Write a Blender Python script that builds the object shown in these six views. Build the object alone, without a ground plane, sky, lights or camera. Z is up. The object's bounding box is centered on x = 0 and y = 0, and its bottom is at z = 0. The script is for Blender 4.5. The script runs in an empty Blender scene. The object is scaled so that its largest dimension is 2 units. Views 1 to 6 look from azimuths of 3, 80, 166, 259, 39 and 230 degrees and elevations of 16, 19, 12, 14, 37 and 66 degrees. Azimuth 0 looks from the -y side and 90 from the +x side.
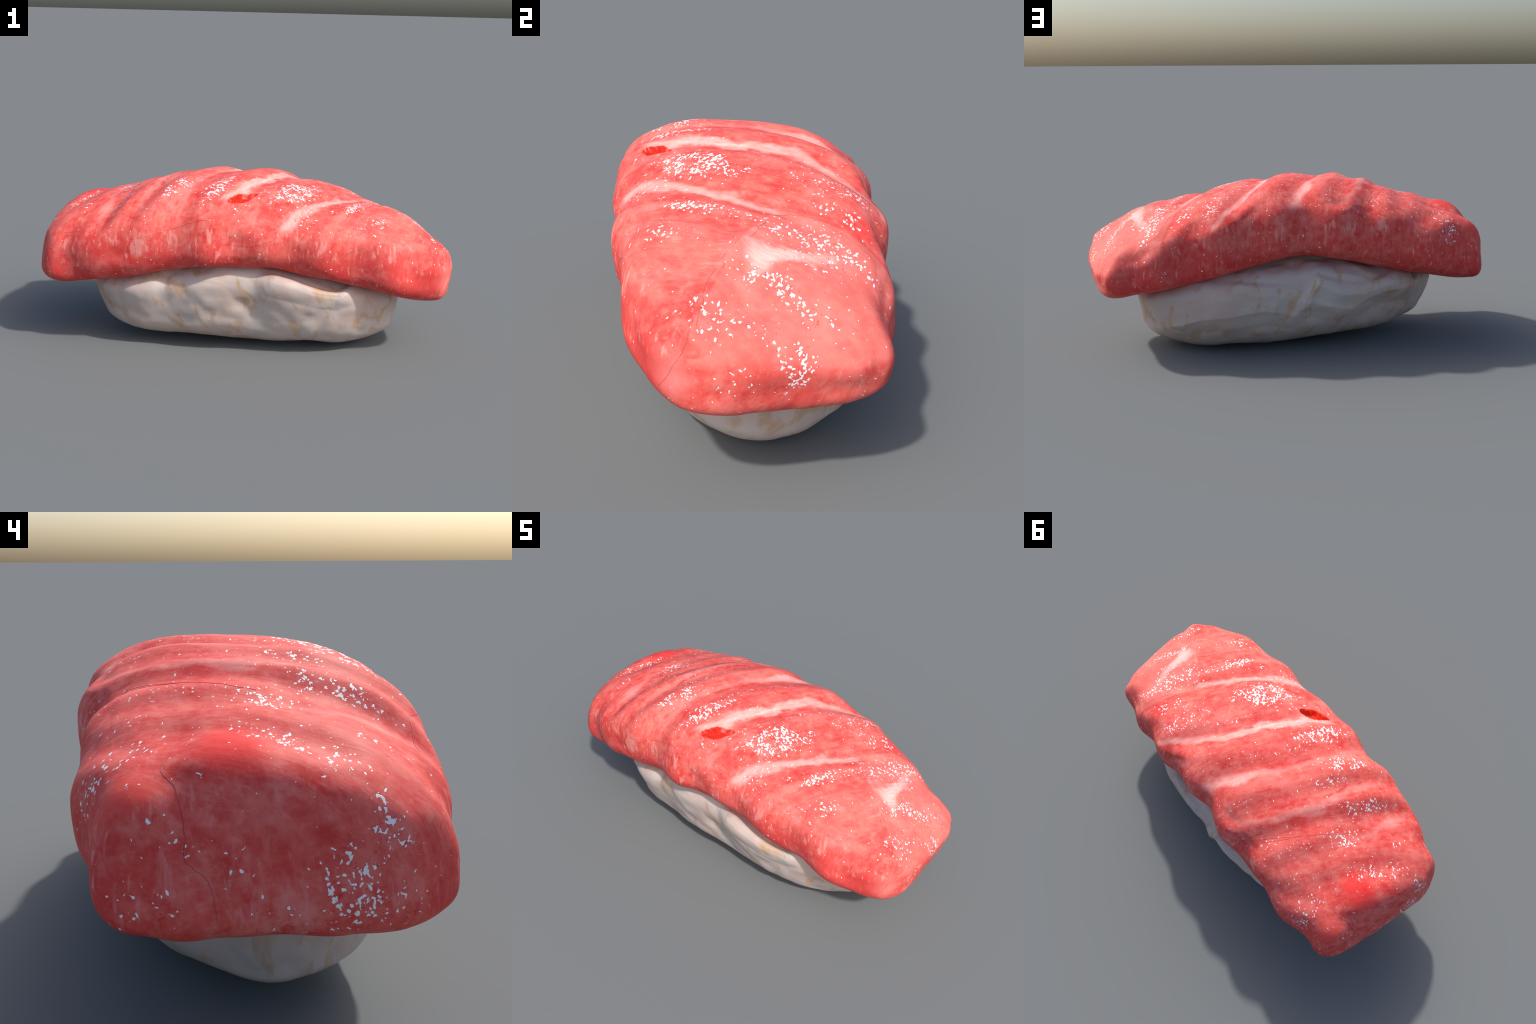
"""Tuna nigiri: a ribbed slice of raw tuna draped over a lumpy bed of pressed rice.

Both bodies are rounded boxes (a cube pushed out to a p-norm ball) that are bent
by smooth profile curves: top, bottom, front and back half-widths along the length.
Ribs run obliquely across the slice; fat stripes lie in the valleys between them.
"""
import bpy, math, random
import numpy as np
from mathutils import Vector
from mathutils.bvhtree import BVHTree

rng = np.random.default_rng(11)

# --- profile curves: controls of uniform cubic B-splines along the length -------------
FISH = dict(
    ends=[-0.998, 0.974, 0.096, -0.072],
    T=[0.702, 0.709, 0.794, 0.821, 0.818, 0.809, 0.778, 0.735, 0.630, 0.495],
    T1=[0.045, 0.006, 0.027, -0.021, -0.090],
    T2=[-0.530, -0.307, -0.228],
    R=[0.000, -0.005, 0.008, 0.016, -0.003, -0.027, -0.011, -0.022, -0.021, -0.044, 0.015, -0.014, 0.021, 0.024, 0.009, 0.021, 0.035, -0.005, 0.008, -0.007, -0.000, -0.027, -0.004, -0.021, 0.006, -0.001, -0.008, 0.019, 0.005, -0.004, -0.000],
    B=[0.238, 0.319, 0.358, 0.417, 0.455, 0.405, 0.350, 0.294, 0.231],
    B1=[0.024, 0.008, 0.071, -0.035, 0.080],
    B2=[-0.156, -0.016, 0.065],
    Wf=[0.350, 0.386, 0.368, 0.414, 0.415, 0.401, 0.443, 0.449, 0.418, 0.448, 0.438, 0.419, 0.407, 0.409, 0.393],
    Wb=[0.587, 0.468, 0.445, 0.456, 0.418, 0.405, 0.444, 0.363, 0.395, 0.379, 0.407, 0.355, 0.350, 0.319, 0.378],
    Sh=[0.023, -0.067, 0.064, 0.140],
    P=[7.477, 3.596, 3.193],
)
RICE = dict(
    ends=[-0.815, 0.803],
    B=[0.024, 0.042, 0.023, 0.016, 0.019, 0.006, -0.014, 0.004, -0.019, 0.004, 0.010],
    B1=[0.049, 0.011, -0.043, -0.056, -0.034],
    Wf=[0.377, 0.421, 0.394, 0.444, 0.432, 0.441, 0.421, 0.378, 0.321],
    Wb=[0.213, 0.339, 0.450, 0.454, 0.465, 0.426, 0.422, 0.406, 0.402],
    tf=[0.367, 0.333, 0.342, 0.361, 0.403],
    tb=[0.487, 0.378, 0.311, 0.376, 0.530],
    Sh=[0.105, -0.058, 0.008, -0.035],
    P=[5.191, 2.000, 4.081],
    ey=[0.030, -0.016],
)

# --- small maths helpers --------------------------------------------------------------
def spline(c, x):
    """Uniform cubic B-spline with its controls spread over -1..1."""
    c = np.asarray(c, float)
    n = len(c)
    u = (np.clip(x, -1, 1) + 1) / 2 * (n - 1)
    i = np.minimum(u.astype(int), n - 2)
    t = u - i
    g = lambda k: c[np.clip(i + k, 0, n - 1)]
    p0 = np.where(i < 1, 2 * c[0] - c[1], g(-1))
    p3 = np.where(i + 2 > n - 1, 2 * c[-1] - c[-2], g(2))
    return ((1 - t) ** 3 * p0 + (3 * t ** 3 - 6 * t ** 2 + 4) * g(0)
            + (-3 * t ** 3 + 3 * t ** 2 + 3 * t + 1) * g(1) + t ** 3 * p3) / 6


def smooth(a, b, x):
    t = np.clip((x - a) / (b - a), 0, 1)
    return t * t * (3 - 2 * t)


class Lumps:
    """Seeded smooth value noise on a lattice."""
    def __init__(self, seed):
        self.v = np.random.default_rng(seed).uniform(-1, 1, (32, 32, 32))

    def __call__(self, p):
        i = np.floor(p).astype(int)
        f = p - i
        f = f * f * f * (f * (f * 6 - 15) + 10)
        out = 0
        for a in (0, 1):
            for b in (0, 1):
                for c in (0, 1):
                    w = (f[:, 0] if a else 1 - f[:, 0]) * (f[:, 1] if b else 1 - f[:, 1]) * (f[:, 2] if c else 1 - f[:, 2])
                    out = out + w * self.v[(i[:, 0] + a) % 32, (i[:, 1] + b) % 32, (i[:, 2] + c) % 32]
        return out


def cube_sphere(n):
    """Vertices and quads of a cube whose six faces carry an n by n grid."""
    t = np.linspace(-1, 1, n + 1)
    A, B = np.meshgrid(t, t, indexing="ij")
    pts, quads, base = [], [], 0
    k = np.arange((n + 1) ** 2).reshape(n + 1, n + 1)
    for ax in range(3):
        for sg in (-1, 1):
            p = np.zeros((n + 1, n + 1, 3))
            p[..., ax] = sg
            p[..., (ax + 1) % 3] = A
            p[..., (ax + 2) % 3] = B
            q = np.stack([k[:-1, :-1], k[1:, :-1], k[1:, 1:], k[:-1, 1:]], -1).reshape(-1, 4) + base
            pts.append(p.reshape(-1, 3))
            quads.append(q if sg > 0 else q[:, ::-1])
            base += (n + 1) ** 2
    P, Q = np.vstack(pts), np.vstack(quads)
    _, first, inv = np.unique(np.round(P * 1e5).astype(int), axis=0, return_index=True, return_inverse=True)
    return P[first], inv.reshape(-1)[Q]


def p_ball(C, px, py, pz):
    a = np.abs(C)
    s = 0.8 / a.max(1)
    for _ in range(30):
        f = (s * a[:, 0]) ** px + (s * a[:, 1]) ** py + (s * a[:, 2]) ** pz - 1
        g = (px * (s * a[:, 0]) ** px + py * (s * a[:, 1]) ** py + pz * (s * a[:, 2]) ** pz) / s
        s = s - f / g
    return C * s[:, None]


def vertex_normals(V, Q):
    a = V[Q]
    n = np.cross(a[:, 2] - a[:, 0], a[:, 3] - a[:, 1])
    N = np.zeros_like(V)
    for k in range(4):
        np.add.at(N, Q[:, k], n)
    return N / np.maximum(np.linalg.norm(N, axis=1, keepdims=True), 1e-12)


# --- where the fat stripes and the valleys between the ribs run (x, y on the top) -----
STRIPES = dict(
    near_tip=[(.176, -.43), (.225, -.365), (.282, -.31), (.335, -.255), (.384, -.181), (.46, -.073), (.534, .04)],
    middle=[(-.117, -.387), (-.094, -.339), (-.065, -.296), (.011, -.201), (.049, -.116), (.100, -.025), (.157, .102), (.237, .200), (.330, .290)],
    centre=[(-.295, -.373), (-.262, -.245), (-.228, -.14), (-.186, -.03), (-.125, .10), (-.055, .185), (.0, .276), (.041, .354)],
    tail_side=[(-.495, -.32), (-.438, -.20), (-.425, -.075), (-.400, .03), (-.370, .11), (-.305, .215), (-.24, .317)],
    tail=[(-.70, -.321), (-.655, -.20), (-.632, -.02), (-.610, .141), (-.575, .238), (-.519, .348)],
)
STRIPE_POLY = {k: np.polyfit([p[1] for p in v], [p[0] for p in v], 3) for k, v in STRIPES.items()}
TEAR_C, TEAR_D = np.array([.008, -.290]), np.array([.76, .65])


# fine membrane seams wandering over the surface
LINES = [
    [(.892, -.331, .343), (.948, -.296, .426), (.941, -.244, .517), (.846, -.202, .586), (.784, -.159, .626), (.73, -.116, .654), (.665, -.055, .677), (.56, .0, .705)],
    [(.56, .0, .705), (.547, .069, .698), (.571, .121, .685), (.616, .176, .66), (.657, .23, .628), (.677, .254, .609)],
    [(.494, -.363, .669), (.56, -.286, .689), (.609, -.208, .692), (.643, -.157, .685), (.685, -.079, .671)],
    [(-.692, .229, .681), (-.811, .277, .647), (-.87, .254, .612), (-.922, .244, .537), (-.937, .247, .488), (-.953, .204, .443), (-.95, .187, .349)],
    [(-.329, .314, .727), (-.421, .203, .754), (-.5, .093, .753), (-.545, .02, .745)],
    [(-.935, -.235, .524), (-.757, -.311, .582), (-.619, -.322, .643), (-.557, -.33, .671), (-.508, -.365, .668), (-.409, -.406, .639)],
    [(-.509, -.415, .574), (-.399, -.415, .601), (-.306, -.407, .633), (-.215, -.414, .667), (-.171, -.419, .676), (-.11, -.423, .674)],
    [(-.868, -.31, .339), (-.784, -.348, .37), (-.733, -.366, .402), (-.65, -.38, .409), (-.547, -.394, .42), (-.49, -.382, .413)],
    [(.422, -.394, .423), (.509, -.408, .432), (.588, -.397, .411), (.723, -.363, .354), (.8, -.319, .316)],
    [(-.045, -.444, .574), (.022, -.44, .565), (.111, -.434, .586), (.177, -.431, .618)],
    [(.443, -.434, .508), (.495, -.428, .554), (.571, -.411, .583)],
    [(.819, .287, .354), (.763, .309, .377), (.714, .331, .422), (.667, .341, .426), (.568, .311, .377)],
    [(-.339, .324, .719), (-.399, .25, .744), (-.448, .161, .757)],
]


def line_distance(V, pts):
    best = np.full(len(V), 9.0)
    for a, b in zip(np.array(pts)[:-1], np.array(pts)[1:]):
        t = np.clip((V - a) @ (b - a) / ((b - a) @ (b - a)), 0, 1)
        best = np.minimum(best, np.linalg.norm(V - a - t[:, None] * (b - a), axis=1))
    return best


# --- bodies ---------------------------------------------------------------------------
def fish_bottom(x, y):
    return spline(FISH["B"], x) + spline(FISH["B1"], x) * y + spline(FISH["B2"], x) * y * y


def ribs(x, y):
    """Valleys along the stripes: steep towards the tip, a long gentle slope towards the tail."""
    d = 0
    for name, depth in (("near_tip", .015), ("middle", .018), ("centre", .019), ("tail_side", .016), ("tail", .013)):
        u = x - np.polyval(STRIPE_POLY[name], np.clip(y, -.42, .36)) - .015
        fade = smooth(-.50, -.30, y) * (1 - smooth(.06, .20, y) if name == "near_tip" else 1 - smooth(.34, .46, y))
        d = d - depth * fade * np.where(u > 0, np.exp(-(u / .070) ** 2), np.exp(-(u / .105) ** 2))
    return d


def fish_points(C):
    f = FISH
    X, Y, Z = p_ball(C, *f["P"]).T
    y = Y * np.where(Y < 0, spline(f["Wf"], X), spline(f["Wb"], X))
    top = (spline(f["T"], X) + spline(f["T1"], X) * y + spline(f["T2"], X) * y * y
           + spline(f["R"], (X - 0.5 * y) / 1.25) + ribs(X, y))
    bottom = fish_bottom(X, y)
    z = (top + bottom) / 2 + Z * (top - bottom) / 2
    h = (Z + 1) / 2
    xl, xr, sl, sr = f["ends"]
    L, R = np.clip(-X, 0, 1) ** 2, np.clip(X, 0, 1) ** 2
    x = np.where(X < 0, -X * xl, X * xr)
    x = x + L * (sl * y + f["Sh"][0] * h + f["Sh"][2] * h * h) + R * (sr * y + f["Sh"][1] * h + f["Sh"][3] * h * h)
    return np.stack([x, y, z], 1)


def soften(d, Q, times):
    """Average a value at the vertices with its neighbours along the quad edges."""
    e = np.concatenate([Q[:, [i, (i + 1) % 4]] for i in range(4)])
    n = np.bincount(e[:, 0], minlength=len(d))
    for _ in range(times):
        d = .4 * d + .6 * np.bincount(e[:, 0], d[e[:, 1]], len(d)) / n
    return d


def fish_relief(V, N, Q):
    """Valleys along the stripes, a torn pit, and soft flesh unevenness."""
    x, y, z = V.T
    up = smooth(.15, .75, N[:, 2])
    d = np.zeros(len(V))
    # narrow crease at the foot of each rib, and pillows bulging on the flanks below them
    for name in STRIPES:
        u = x - np.polyval(STRIPE_POLY[name], np.clip(y, -.42, .36)) - .022
        fade = smooth(-.40, -.25, y) * (1 - smooth(-.02, .06, y) if name == "near_tip" else 1 - smooth(.28, .36, y))
        d -= .003 * fade * up * (np.abs(y) < .30) * np.exp(-(u / .014) ** 2)
    side = smooth(.35, .8, np.abs(N[:, 1]))
    d += .011 * side * (np.sin((x - .5 * y) * 23 + np.sign(y) * .9 + 3 * z) + 1.2 * Lumps(8)(V * np.array([7, 3, 6]) + 12)) * smooth(.28, .40, z)
    n1, n2 = Lumps(3), Lumps(4)
    sheared = np.stack([(x - .5 * y) * 9, y * 5, z * 7], 1) + 40
    d += .006 * n1(sheared) + .003 * n2(V * 22 + 50)
    # a knob on the tail corner with a dip beside it, and the swollen tail crest
    for cx, cy, cz, rad, amp in ((-.855, .335, .56, .085, .026), (-.80, .10, .68, .085, .011), (-.93, .0, .50, .14, -.004), (.75, .03, .63, .09, .010)):
        d += amp * np.exp(-((x - cx) ** 2 + (y - cy) ** 2 + (z - cz) ** 2) / rad ** 2)
    d = soften(d, Q, 40)
    # the crisp edge of the tip facet, and a shallow fold down the tail end
    d += .021 * np.clip(1 - line_distance(V, LINES[0][2:7]) / .065, 0, 1) ** 1.2
    d += .006 * np.clip(1 - line_distance(V, LINES[1]) / .05, 0, 1)
    d -= .009 * np.exp(-(line_distance(V, LINES[3]) / .05) ** 2)
    # torn pit
    r = np.stack([x, y], 1) - TEAR_C
    a, b = r @ TEAR_D, r @ np.array([-TEAR_D[1], TEAR_D[0]])
    wob = .006 * n2(V * 60 + 20)
    half = .030 * np.clip(1 - np.abs(a + .012) / .082, 0, 1) ** .6 - .5 * np.clip(np.abs(a + .012) - .070, 0, 1)
    inside = half - np.abs(b + .10 * a) + .011 * n2(V * 70 + 20) + .005 * n2(V * 150 + 20)
    d -= .024 * smooth(0, .016, inside) * (z > .6)
    return V + N * d[:, None]


def rice_points(C):
    f = RICE
    X, Y, Z = p_ball(C, *f["P"]).T
    h = (Z + 1) / 2
    w = np.where(Y < 0, spline(f["Wf"], X) * (1 - spline(f["tf"], X) * (1 - h)),
                 spline(f["Wb"], X) * (1 - spline(f["tb"], X) * (1 - h)))
    L, R = np.clip(-X, 0, 1) ** 2, np.clip(X, 0, 1) ** 2
    x = np.where(X < 0, -X * f["ends"][0], X * f["ends"][1])
    x = x + L * (f["Sh"][0] * (1 - h) + f["Sh"][2] * (1 - h) ** 2) + R * (f["Sh"][1] * (1 - h) + f["Sh"][3] * (1 - h) ** 2)
    y = Y * w + L * f["ey"][0] + R * f["ey"][1]
    bottom = spline(f["B"], X) + spline(f["B1"], X) * y
    z = bottom + h * (fish_bottom(x, y) + .06 - bottom)
    return np.stack([x, y, z], 1)


def rice_relief(V, N):
    a, b, c = Lumps(21), Lumps(22), Lumps(23)
    q = V * np.array([1, 1, .8])
    lump = a(q * 6 + 40)
    crease = np.abs(b(q * np.array([5.5, 5.5, 3.2]) + 30))
    big = a(q * np.array([3.3, 3.3, 5]) + 15)
    # pressed clumps: soft facets around scattered seeds, meeting in creases
    seeds = np.random.default_rng(5).uniform((-.85, -.45, 0), (.85, .45, .5), (90, 3))
    far = ((V[:, None, :] - seeds[None]) ** 2).sum(2)
    cell = -np.log(np.exp(-far * 420).sum(1) + 1e-30) / 420
    d = .012 * big + .009 * lump - .50 * (cell - cell.mean()).clip(-.012, .016) + .005 * (np.minimum(crease, .35) - .2) + .005 * c(V * 19 + 30)
    x, y, z = V.T
    wave = .045 * a(np.stack([x * 4 + 7, x * 0 + .5, x * 0 + .5], 1))
    d -= .016 * smooth(.42, .75, np.abs(x)) * (1 - .7 * smooth(.20, .38, z))
    d *= 1 - .65 * smooth(.3, .75, -N[:, 2])
    back, front = smooth(.12, .25, y), smooth(.12, .25, -y)
    # a pressed ridge along the back, undercut below it, and shelves cut in under the fish
    ridge = np.interp(x, [-.6, -.39, -.22, -.01, .06, .2, .5, .7], [.30, .30, .23, .28, .21, .25, .21, .12])
    d += .024 * back * np.clip(1 - np.abs(z - ridge) / .09, 0, 1)
    shelf = np.interp(x, [-.44, -.30, -.17, -.05, .0, .10, .30], [.37, .33, .34, .39, .31, .335, .36])
    d += .016 * back * np.clip(1 - np.abs(z - shelf + .03) / .06, 0, 1) * smooth(-.50, -.40, x) * (1 - smooth(.30, .42, x))
    d -= .020 * back * smooth(-.005, .025, z - shelf) * smooth(-.50, -.40, x) * (1 - smooth(.30, .42, x))
    shelf = np.interp(x, [.10, .25, .37, .45, .53], [.41, .38, .345, .335, .37])
    d += .012 * front * np.clip(1 - np.abs(z - shelf + .02) / .06, 0, 1) * smooth(.05, .14, x) * (1 - smooth(.48, .55, x))
    d -= .020 * front * smooth(-.005, .02, z - shelf) * smooth(.05, .14, x) * (1 - smooth(.48, .55, x))
    V = V + N * d[:, None]
    V[:, 2] = np.maximum(V[:, 2], 0) + .0005 * a(V * 20 + 9) * (V[:, 2] < 0)
    V[:, 2] -= V[:, 2].min()
    return V


# clusters of painted glints: centre, spread along x, y, z, how many, size factor
CLUSTERS = [
    ((.20, -.15, .78), .035, 34, 1.15), ((.19, -.22, .77), .04, 40, 1.1), ((.29, -.20, .76), .04, 40, 1.15), ((.27, -.14, .77), .045, 42, 1.2),
    ((.26, -.36, .70), .04, 16, 1.2), ((.50, -.225, .716), .026, 26, 1.4), ((.545, -.17, .70), .04, 16, 1.1), ((.63, -.30, .66), .045, 30, 1.0),
    ((.53, -.35, .67), .03, 8, 1.0), ((-.305, -.25, .78), .04, 26, .95), ((-.30, -.19, .80), .035, 20, .9), ((-.105, -.205, .81), .035, 26, .95),
    ((-.125, -.285, .79), .035, 30, 1.0), ((-.08, -.14, .81), .03, 10, .9), ((.54, .21, .68), .04, 28, 1.2), ((.433, .26, .716), .035, 18, 1.2),
    ((.617, .09, .68), .04, 20, 1.0), ((.714, .205, .617), .04, 18, 1.1), ((-.583, .03, .733), .035, 30, 1.1), ((-.60, .0, .72), .03, 14, 1.0),
    ((-.77, .03, .68), .045, 28, 1.1), ((-.84, -.06, .62), .05, 14, 1.0), ((.908, -.194, .554), .035, 24, 1.0), ((.82, -.077, .607), .035, 16, 1.0),
    ((.834, -.02, .595), .03, 12, 1.0), ((.888, .043, .551), .04, 18, 1.1), ((.965, -.052, .497), .03, 12, 1.1), ((.983, .025, .449), .03, 22, 1.3),
    ((.993, -.136, .409), .025, 12, 1.2), ((.982, .009, .391), .028, 18, 1.3), ((.946, -.226, .519), .03, 14, 1.0), ((.945, .188, .344), .03, 9, 1.1),
    ((.75, .09, .63), .05, 16, 1.1), ((-.96, -.148, .531), .03, 20, 1.3), ((-.978, -.082, .472), .034, 24, 1.4), ((-.927, -.146, .582), .02, 8, 1.2),
    ((-.967, .103, .379), .022, 9, 1.9), ((-.971, .052, .376), .018, 6, 1.9), ((-.917, .264, .536), .028, 8, 1.4), ((-.949, .174, .497), .018, 4, 1.7),
    ((-.958, .13, .482), .02, 5, 1.6), ((-.979, -.053, .366), .035, 16, 1.3), ((-.987, -.104, .392), .03, 10, 1.3), ((-.983, -.181, .394), .03, 9, 1.3),
    ((-.585, .288, .694), .03, 10, 1.2), ((-.715, .406, .586), .045, 30, .9), ((-.69, .31, .656), .04, 16, 1.0), ((-.538, -.183, .736), .035, 20, 1.1),
    ((-.746, -.167, .663), .03, 14, 1.2), ((-.93, .33, .38), .03, 10, 1.2), ((-.394, .272, .737), .035, 14, 1.0), ((.66, .01, .67), .05, 14, .9),
    ((-.35, -.1, .79), .03, 14, .8), ((-.46, -.09, .77), .03, 12, .9), ((.40, .16, .74), .05, 12, .9),
]
# rows of pale feathery marks along both flanks
MARKS = [(-.824, -.334, .522), (-.597, -.39, .579), (-.469, -.42, .549), (-.312, -.414, .595), (-.112, -.444, .551), (.11, -.431, .534),
         (.258, -.422, .638), (.356, -.441, .567), (.673, -.397, .554), (.789, .256, .55), (.389, .366, .654), (.132, .392, .614),
         (-.11, .415, .637), (-.198, .424, .614), (-.378, .408, .624), (-.549, .424, .606)]


# --- node helper: arithmetic on sockets -------------------------------------------------
class Sock:
    def __init__(self, tree, s):
        self.t, self.s = tree, s

    def op(self, kind, *others, clamp=False):
        n = self.t.nodes.new("ShaderNodeMath")
        n.operation, n.use_clamp = kind, clamp
        for i, o in enumerate((self, *others)):
            if isinstance(o, Sock):
                self.t.links.new(o.s, n.inputs[i])
            else:
                n.inputs[i].default_value = o
        return Sock(self.t, n.outputs[0])

    def __add__(self, o): return self.op("ADD", o)
    def __sub__(self, o): return self.op("SUBTRACT", o)
    def __mul__(self, o): return self.op("MULTIPLY", o)
    __radd__, __rmul__ = __add__, __mul__
    def __truediv__(self, o): return self.op("DIVIDE", o)
    def __rsub__(self, o): return (self * -1) + o
    def abs(self): return self.op("ABSOLUTE")
    def sat(self): return self.op("ADD", 0.0, clamp=True)
    def max(self, o): return self.op("MAXIMUM", o)

    def step(self, lo, hi):
        n = self.t.nodes.new("ShaderNodeMapRange")
        n.interpolation_type = "SMOOTHSTEP"
        self.t.links.new(self.s, n.inputs[0])
        if lo < hi:
            n.inputs[1].default_value, n.inputs[2].default_value = lo, hi
            n.inputs[3].default_value, n.inputs[4].default_value = 0, 1
        else:
            n.inputs[1].default_value, n.inputs[2].default_value = hi, lo
            n.inputs[3].default_value, n.inputs[4].default_value = 1, 0
        return Sock(self.t, n.outputs[0])

    def bell(self, centre, sigma):
        u = (self - centre) / sigma
        return (u * u * -1).op("EXPONENT")


class Shader:
    def __init__(self, name):
        self.m = bpy.data.materials.new(name)
        self.m.use_nodes = True
        self.t = self.m.node_tree
        self.bsdf = self.t.nodes["Principled BSDF"]
        tc = self.t.nodes.new("ShaderNodeTexCoord")
        self.obj = tc.outputs["Object"]
        sp = self.t.nodes.new("ShaderNodeSeparateXYZ")
        self.t.links.new(self.obj, sp.inputs[0])
        self.x, self.y, self.z = (Sock(self.t, o) for o in sp.outputs)
        sn = self.t.nodes.new("ShaderNodeSeparateXYZ")
        self.t.links.new(tc.outputs["Normal"], sn.inputs[0])
        self.nx, self.ny, self.nz = (Sock(self.t, o) for o in sn.outputs)

    def vec(self, x, y, z):
        n = self.t.nodes.new("ShaderNodeCombineXYZ")
        for i, o in enumerate((x, y, z)):
            if isinstance(o, Sock):
                self.t.links.new(o.s, n.inputs[i])
            else:
                n.inputs[i].default_value = o
        return n.outputs[0]

    def noise(self, scale, detail=3, rough=.55, vec=None, distortion=0):
        n = self.t.nodes.new("ShaderNodeTexNoise")
        n.inputs["Scale"].default_value, n.inputs["Detail"].default_value = scale, detail
        n.inputs["Roughness"].default_value, n.inputs["Distortion"].default_value = rough, distortion
        self.t.links.new(vec or self.obj, n.inputs["Vector"])
        return Sock(self.t, n.outputs[0])

    def mix(self, fac, a, b):
        n = self.t.nodes.new("ShaderNodeMix")
        n.data_type = "RGBA"
        for s, v in ((n.inputs[0], fac), (n.inputs[6], a), (n.inputs[7], b)):
            if isinstance(v, Sock):
                self.t.links.new(v.s, s)
            elif isinstance(v, tuple):
                s.default_value = (*v, 1)
            elif isinstance(v, (int, float)):
                s.default_value = v
            else:
                self.t.links.new(v, s)
        return n.outputs[2]

    def set(self, **kw):
        for k, v in kw.items():
            s = self.bsdf.inputs[k.replace("_", " ")]
            if isinstance(v, Sock):
                self.t.links.new(v.s, s)
            elif isinstance(v, tuple):
                s.default_value = (*v, 1) if len(v) == 3 and s.type == "RGBA" else v
            elif isinstance(v, (int, float)):
                s.default_value = v
            else:
                self.t.links.new(v, s)

    def bump(self, height, strength, dist):
        n = self.t.nodes.new("ShaderNodeBump")
        n.inputs["Strength"].default_value, n.inputs["Distance"].default_value = strength, dist
        self.t.links.new(height.s, n.inputs["Height"])
        self.t.links.new(n.outputs[0], self.bsdf.inputs["Normal"])


def near(s, c, r, where=None):
    """1 at the point c, falling smoothly to 0 at the distance r."""
    n = s.t.nodes.new("ShaderNodeVectorMath")
    n.operation = "DISTANCE"
    s.t.links.new(where or s.obj, n.inputs[0])
    n.inputs[1].default_value = c
    return Sock(s.t, n.outputs["Value"]).step(r, 0)


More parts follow.
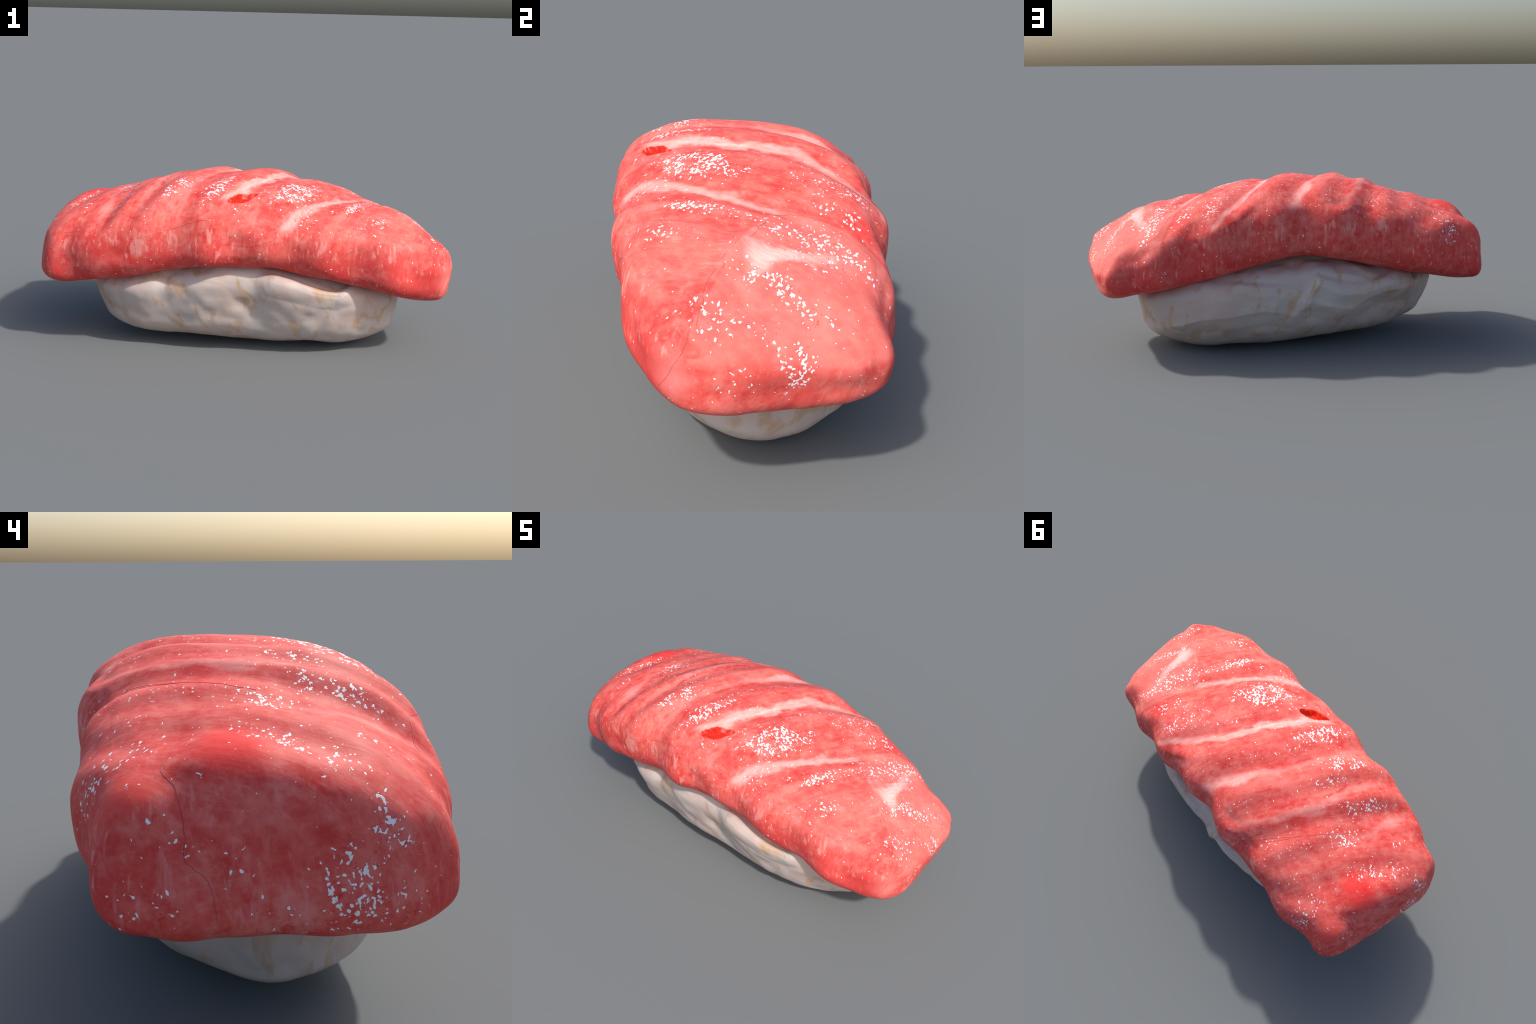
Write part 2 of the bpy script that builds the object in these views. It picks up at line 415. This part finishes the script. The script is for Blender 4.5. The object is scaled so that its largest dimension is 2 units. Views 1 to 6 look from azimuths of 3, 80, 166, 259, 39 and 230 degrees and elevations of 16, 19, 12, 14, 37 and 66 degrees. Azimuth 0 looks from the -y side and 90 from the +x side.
def flesh_material():
    s = Shader("tuna_flesh")
    x, y, z = s.x, s.y, s.z
    xs = x - y * .5
    warp = s.noise(9, 3) - .5
    big = s.noise(5, 4, .6)
    fibre = s.noise(1, 3, .6, s.vec(xs * 55, y * 9, z * 9))
    mott = s.noise(26, 4, .65)
    # muscle: pale coral to deeper red
    col = s.mix(((big - .5) * 2.0 + (fibre - .5) * 1.3 + (mott - .5) * 2.4 + .55).sat(), FLESH_DEEP, FLESH_PALE)
    col = s.mix((mott.step(.56, .72)) * .32, col, FLESH_LIGHT)
    cloud = s.noise(11, 5, .65, s.vec(xs, y * .6, z))
    col = s.mix(cloud.step(.50, .66) * .40, col, FLESH_LIGHT)
    col = s.mix(cloud.step(.46, .30) * .45, col, FLESH_DEEP)
    vein = s.noise(7, 4, .6, s.vec(xs * 1.6, y * .8, z), 1.2)
    col = s.mix((vein - .5).abs().step(.03, .0) * .14, col, FLESH_LIGHT)
    fine = s.noise(1, 3, .65, s.vec(xs * 95, y * 17, z * 15), .4)
    col = s.mix(fine.step(.57, .70) * .38 * big.step(.40, .60), col, STREAK)
    # lower flanks tinted darker to paint in the shading under the slice
    col = s.mix(z.step(.60, .36) * s.nz.step(.7, .2) * s.ny.abs().step(.3, .7) * .45, col, FLANK_SHADE_TINT)
    # the blunt tip cut shows paler flesh
    seam = s.noise(30, 2) * .012
    tip = (y + (x - .544) * .63 - .012 + seam).step(-.003, .003) * (x - .535 - (y - .05).max(0) * .55 + seam).step(-.003, .003) * s.nz.step(.05, .3)
    beside = (x - .50 - (y + .36) * .68 + seam).step(-.003, .003) * (y * -1).step(.06, .09) * s.nz.step(.1, .5) * x.step(.95, .75) * (1 - tip)
    col = s.mix(tip * .38 + beside * .16, col, FLESH_LIGHT)
    up = s.nz.step(.2, .6)
    fat = None
    specs = dict(   # half width, base strength, extra strength, its centre y, its spread, y from, y to
        near_tip=(.020, .60, .35, -.40, .06, -.46, .05),
        middle=(.023, .55, .32, -.12, .20, -.37, .40),
        centre=(.018, .18, .55, .24, .12, -.40, .40),
        tail_side=(.015, .14, .22, .05, .2, -.36, .36),
        tail=(.015, .08, .26, -.20, .12, -.36, .38),
    )
    for name, (w, s0, s1, yc, ys, y0, y1) in specs.items():
        c3, c2, c1, c0 = (float(v) for v in STRIPE_POLY[name])
        line = ((y * c3 + c2) * y + c1) * y + c0
        dist = (x - line + warp * .095 + (fibre - .5) * .022 - .008).abs()
        wide = w + y.bell(-.22 if name == "middle" else yc, .12) * (w * .7)
        band = (dist / wide).step(1.6, .20) * (y.bell(yc, ys) * s1 + s0)
        band = band * y.step(y0, y0 + .08) * y.step(y1, y1 - .05) * up
        fat = band if fat is None else fat.max(band)
    cut = ((x - .742 + warp * .16 + (fibre - .5) * .03).abs() / (y.bell(-.05, .07) * .024 + .018)).step(1.8, .2) * y.step(-.11, -.07) * y.step(.22, .02) * up
    fat = fat.max(cut * 1.1)
    fat = (fat * (mott * .5 + .62) * (s.noise(1, 4, .7, s.vec(xs * 60, y * 11, z * 9)) * 2.0 + .0)).sat()
    col = s.mix(fat, col, FAT)
    # dark line in the valley beside the fat
    gash = None
    for name in ("near_tip", "middle", "centre", "tail_side"):
        c3, c2, c1, c0 = (float(v) for v in STRIPE_POLY[name])
        line = ((y * c3 + c2) * y + c1) * y + c0
        g = ((x - line - .032 + warp * .03).abs()).step(.012, .002) * up * y.step(-.36, -.25) * y.step(.15, .0)
        gash = g if gash is None else gash.max(g)
    col = s.mix((gash * s.noise(16, 2).step(.50, .62)) * .55, col, GASH)

    def blob(cx, cy, cz, r, k=1.0):
        dx, dy, dz = x - cx, y - cy, z - cz
        return ((dx * dx + dy * dy + dz * dz).op("SQRT") / r + warp * .8).step(1.0, .35) * k
    col = s.mix(blob(-.80, .12, .675, .12) * (cloud * .9 + .2), col, BLOOD)
    col = s.mix(blob(-.84, .34, .58, .085) * .7, col, SALMON)
    col = s.mix(blob(.56, .24, .66, .07) * .5, col, BLOOD)
    col = s.mix(near(s, (.93, -.29, .40), .085) * .75, col, STREAK)
    # pale streaks hanging down the tail end
    hang = s.noise(1, 3, .6, s.vec(y * 42, x * 8, z * 11), .4)
    hang = hang.step(.54, .68) * s.nx.step(-.45, -.8) * (s.noise(6, 2).step(.42, .58) + near(s, (-.97, .06, .36), .12)).sat()
    col = s.mix(hang * .42, col, STREAK)
    col = s.mix(near(s, (-.975, .05, .35), .12) * mott.step(.35, .6) * .55, col, STREAK)
    # torn pit
    a = (x - float(TEAR_C[0])) * .76 + (y - float(TEAR_C[1])) * .65
    b = (y - float(TEAR_C[1])) * .76 - (x - float(TEAR_C[0])) * .65
    half = ((1 - (a + .012).abs() / .086).max(0.0)).op("POWER", .6) * .032 - (((a + .012).abs() - .070).max(0.0)) * .5
    pit = (half - (b + a * .10).abs() + (s.noise(70, 2) - .5) * .018).step(-.004, .003) * z.step(.6, .62)
    col = s.mix(pit, col, s.mix(b.step(-.02, .02), TEAR_RED, TEAR_DARK))
    # pale feathery marks and streaks on the flanks
    streak = s.noise(1, 2, .5, s.vec(x * 62, y * 40, z * 17), .3)
    col = s.mix(s.ny.abs().step(.35, .75) * z.step(.66, .45) * .40, col, FLANK_SHADE_TINT)
    dens = (((z + x * x * .16 - .60) / .085) * ((z + x * x * .16 - .60) / .085) * -1).op("EXPONENT") * .05
    for c in MARKS:
        dens = dens + near(s, c, .058) * .19
    flank = s.nz.step(.75, .35) * s.ny.abs().step(.35, .65)
    pale = ((streak + dens).step(.69, .75) * flank).sat()
    col = s.mix((streak + dens).step(.60, .70) * flank * .25, col, FLESH_LIGHT)
    col = s.mix(s.noise(13, 4, .6).step(.50, .64) * s.ny.abs().step(.35, .65) * .18, col, STREAK)
    col = s.mix(pale * .62, col, STREAK)
    # wet glints painted white into the colour: thresholded grain, clustered, dark red rim
    wob = s.t.nodes.new("ShaderNodeTexNoise")
    wob.inputs["Scale"].default_value, wob.inputs["Detail"].default_value = 70, 1
    s.t.links.new(s.obj, wob.inputs["Vector"])
    mad = s.t.nodes.new("ShaderNodeVectorMath")
    mad.operation = "MULTIPLY_ADD"
    mad.inputs[1].default_value = (.012, .012, .012)
    s.t.links.new(wob.outputs["Color"], mad.inputs[0])
    s.t.links.new(s.vec(x * .62 + y * .25, y * .92, z * .9), mad.inputs[2])
    vor = s.t.nodes.new("ShaderNodeTexVoronoi")
    vor.inputs["Scale"].default_value = 98
    s.t.links.new(mad.outputs[0], vor.inputs["Vector"])
    rgb = s.t.nodes.new("ShaderNodeSeparateXYZ")
    s.t.links.new(vor.outputs["Color"], rgb.inputs[0])
    chance = Sock(s.t, rgb.outputs[0])
    dens = None
    skew = s.vec(xs * 1.7 + warp * .10, y * .85 + (s.noise(13, 2) - .5) * .16, z)
    for c, spread, count, size in CLUSTERS:
        amount = min(1.1, .35 + .022 * count * min(1.3, (.04 / spread) ** 1.2))
        g = near(s, ((c[0] - .5 * c[1]) * 1.7, c[1] * .85, c[2]), spread * 3.3, skew) * amount
        dens = g if dens is None else dens + g
    # a thin scatter along the crest of every rib
    crest = None
    for name in ("near_tip", "middle", "centre", "tail_side", "tail"):
        c3, c2, c1, c0 = (float(v) for v in STRIPE_POLY[name])
        g = (x - (((y * c3 + c2) * y + c1) * y + c0)).bell(.105, .035)
        crest = g if crest is None else crest.max(g)
    thick = (dens + crest * up * .42).op("MINIMUM", 1.3) * s.noise(17, 2).step(.24, .50)
    radius = (thick * .62 + up * .065 - chance).step(-.01, .40) * .44 - .02
    dot = radius - Sock(s.t, vor.outputs["Distance"])
    grain = s.noise(1, 1.5, .5, s.vec(x * 84 + y * 14, y * 80, z * 74), .3)
    clump = grain + thick * .140 - .735
    level = dot.max(clump * 4.5)
    glint = level.step(-.02, .10)
    rim = level.step(-.20, -.04) * Sock(s.t, rgb.outputs[1]).step(.25, .8) * thick.step(.1, .5) * .75
    halo = level.step(-.45, -.05) * .25 * thick.step(.1, .5)
    col = s.mix(halo, col, FLESH_LIGHT)
    col = s.mix(rim * (1 - glint), col, RIM)
    keep = glint * (1 - pit)
    col = s.mix(keep, col, GLINT_PAINT)
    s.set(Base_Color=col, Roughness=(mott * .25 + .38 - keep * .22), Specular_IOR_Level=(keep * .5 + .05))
    s.bsdf.inputs["Subsurface Weight"].default_value = SSS
    s.bsdf.inputs["Subsurface Radius"].default_value = (.04, .012, .010)
    s.bsdf.inputs["Subsurface Scale"].default_value = 1.0
    s.bump(mott * .6 + fibre * .4 + glint * .35, .30, .006)
    return s.m


def rice_material():
    s = Shader("pressed_rice")
    x, y, z = s.x, s.y, s.z
    soft = s.noise(4, 3)
    col = s.mix(soft.step(.35, .68), RICE_PINK, RICE_WHITE)
    col = s.mix(s.noise(6, 2, .5, s.vec(x * 1.0, y * 1.0 + 3.0, z * .7)).step(.55, .72) * .45, col, RICE_GREY)
    warm = s.noise(1, 3, .6, s.vec(x * 15 + z * 4, y * 15, z * 6.5), .6)
    col = s.mix(warm.step(.50, .66) * s.noise(4, 2).step(.30, .46) * .60, col, RICE_OCHRE)
    col = s.mix(warm.step(.52, .70) * .22, col, RICE_OCHRE)
    dx, dy, dz = x + .60, y - .345, z - .345
    spot = (dx * dx + dz * dz).op("SQRT").step(.038, .018) * y.step(.2, .3)
    col = s.mix(spot * .8, col, RICE_STAIN)
    s.set(Base_Color=col, Roughness=.48, Specular_IOR_Level=.35)
    s.bsdf.inputs["Subsurface Weight"].default_value = .12
    s.bsdf.inputs["Subsurface Radius"].default_value = (.05, .04, .03)
    s.bump(s.noise(30, 3) * .5 + s.noise(1, 3, .6, s.vec(x * 40, y * 40, z * 9)) * .5, .18, .006)
    return s.m


def plain_material(name, colour, rough, spec=.5, vary=.12):
    s = Shader(name)
    n = s.noise(60, 2)
    dark = tuple(c * (1 - vary) for c in colour)
    s.set(Base_Color=s.mix(n.step(.3, .7), dark, colour), Roughness=rough, Specular_IOR_Level=spec)
    return s.m


FLESH_DEEP, FLESH_PALE, FLESH_LIGHT = (.71, .060, .055), (.85, .162, .135), (.89, .27, .23)
STREAK, RIM, GLINT_PAINT = (.87, .33, .30), (.62, .03, .05), (.96, .91, .91)
FLANK_SHADE_TINT = (.66, .05, .05)
FAT = (.93, .52, .47)
GASH = (.42, .045, .04)
BLOOD, SALMON = (.86, .03, .03), (.90, .10, .08)
TEAR_RED, TEAR_DARK = (.92, .045, .02), (.55, .025, .015)
RICE_WHITE, RICE_PINK, RICE_GREY, RICE_OCHRE, RICE_STAIN = (.58, .50, .465), (.57, .44, .39), (.50, .465, .46), (.50, .31, .175), (.19, .11, .10)
SSS = .0


# --- mesh objects -------------------------------------------------------------------------
def mesh_object(name, V, F, mats, parent, smooth_shade=True, mat_index=None):
    me = bpy.data.meshes.new(name)
    me.from_pydata(V.tolist(), [], [list(map(int, f)) for f in F])
    for m in mats:
        me.materials.append(m)
    me.polygons.foreach_set("use_smooth", [smooth_shade] * len(me.polygons))
    if mat_index is not None:
        me.polygons.foreach_set("material_index", mat_index)
    me.update()
    ob = bpy.data.objects.new(name, me)
    bpy.context.scene.collection.objects.link(ob)
    if parent:
        ob.parent = parent
    return ob


root = bpy.data.objects.new("tuna_nigiri", None)
root.empty_display_size = .2
bpy.context.scene.collection.objects.link(root)
root["label"] = "ribbed red tuna slice draped over a lumpy white rice bed"
root["category"] = "nigiri sushi"

C, Q = cube_sphere(190)
V = fish_points(C)
V = fish_relief(V, vertex_normals(V, Q), Q)
fish_V, fish_N, fish_Q = V, vertex_normals(V, Q), Q
fish = mesh_object("fish_slice", V, Q, [flesh_material()], root)

C, Q = cube_sphere(130)
V = rice_points(C)
V = rice_relief(V, vertex_normals(V, Q))
rice = mesh_object("rice_bed", V, Q, [rice_material()], root)

# --- things lying on the flesh: pale streaks, fine membrane lines --------------
tree = BVHTree.FromPolygons(fish_V.tolist(), fish_Q.tolist())


def onto(p):
    co, n, _, _ = tree.find_nearest(Vector(p))
    return np.array(co), np.array(n)


def finish(name, verts, faces, mats, materials):
    F = [f[:3] if f[2] == f[3] else f for f in faces]
    ob = mesh_object(name, np.array(verts), F, materials, fish, True, mats)
    ob["kind"] = "stuff"
    return ob


line_v, line_f = [], []
for pts in LINES:
    P = np.array(pts)
    P = np.vstack([2 * P[0] - P[1], P, 2 * P[-1] - P[-2]])
    path = []
    for i in range(1, len(P) - 2):
        for t in np.linspace(0, 1, 9)[:-1]:
            a, b, c, d = P[i - 1:i + 3]
            path.append(.5 * (2 * b + (c - a) * t + (2 * a - 5 * b + 4 * c - d) * t * t + (3 * b - a - 3 * c + d) * t ** 3))
    path = np.array(path) + rng.normal(0, .0010, (len(path), 3))
    on = [onto(p) for p in path]
    p = np.array([o[0] for o in on])
    n = np.array([o[1] for o in on])
    t = np.gradient(p, axis=0)
    s = np.cross(n, t)
    s /= np.maximum(np.linalg.norm(s, axis=1, keepdims=True), 1e-9)
    b = len(line_v)
    r = .0008 * np.sin(np.linspace(.25, math.pi - .25, len(p)))[:, None]
    for ring in zip(p + s * r, p + n * .0009, p - s * r, p - n * .0012):
        line_v.extend(ring)
    for i in range(len(p) - 1):
        for k in range(4):
            j = (k + 1) % 4
            line_f.append((b + 4 * i + k, b + 4 * i + 4 + k, b + 4 * i + 4 + j, b + 4 * i + j))
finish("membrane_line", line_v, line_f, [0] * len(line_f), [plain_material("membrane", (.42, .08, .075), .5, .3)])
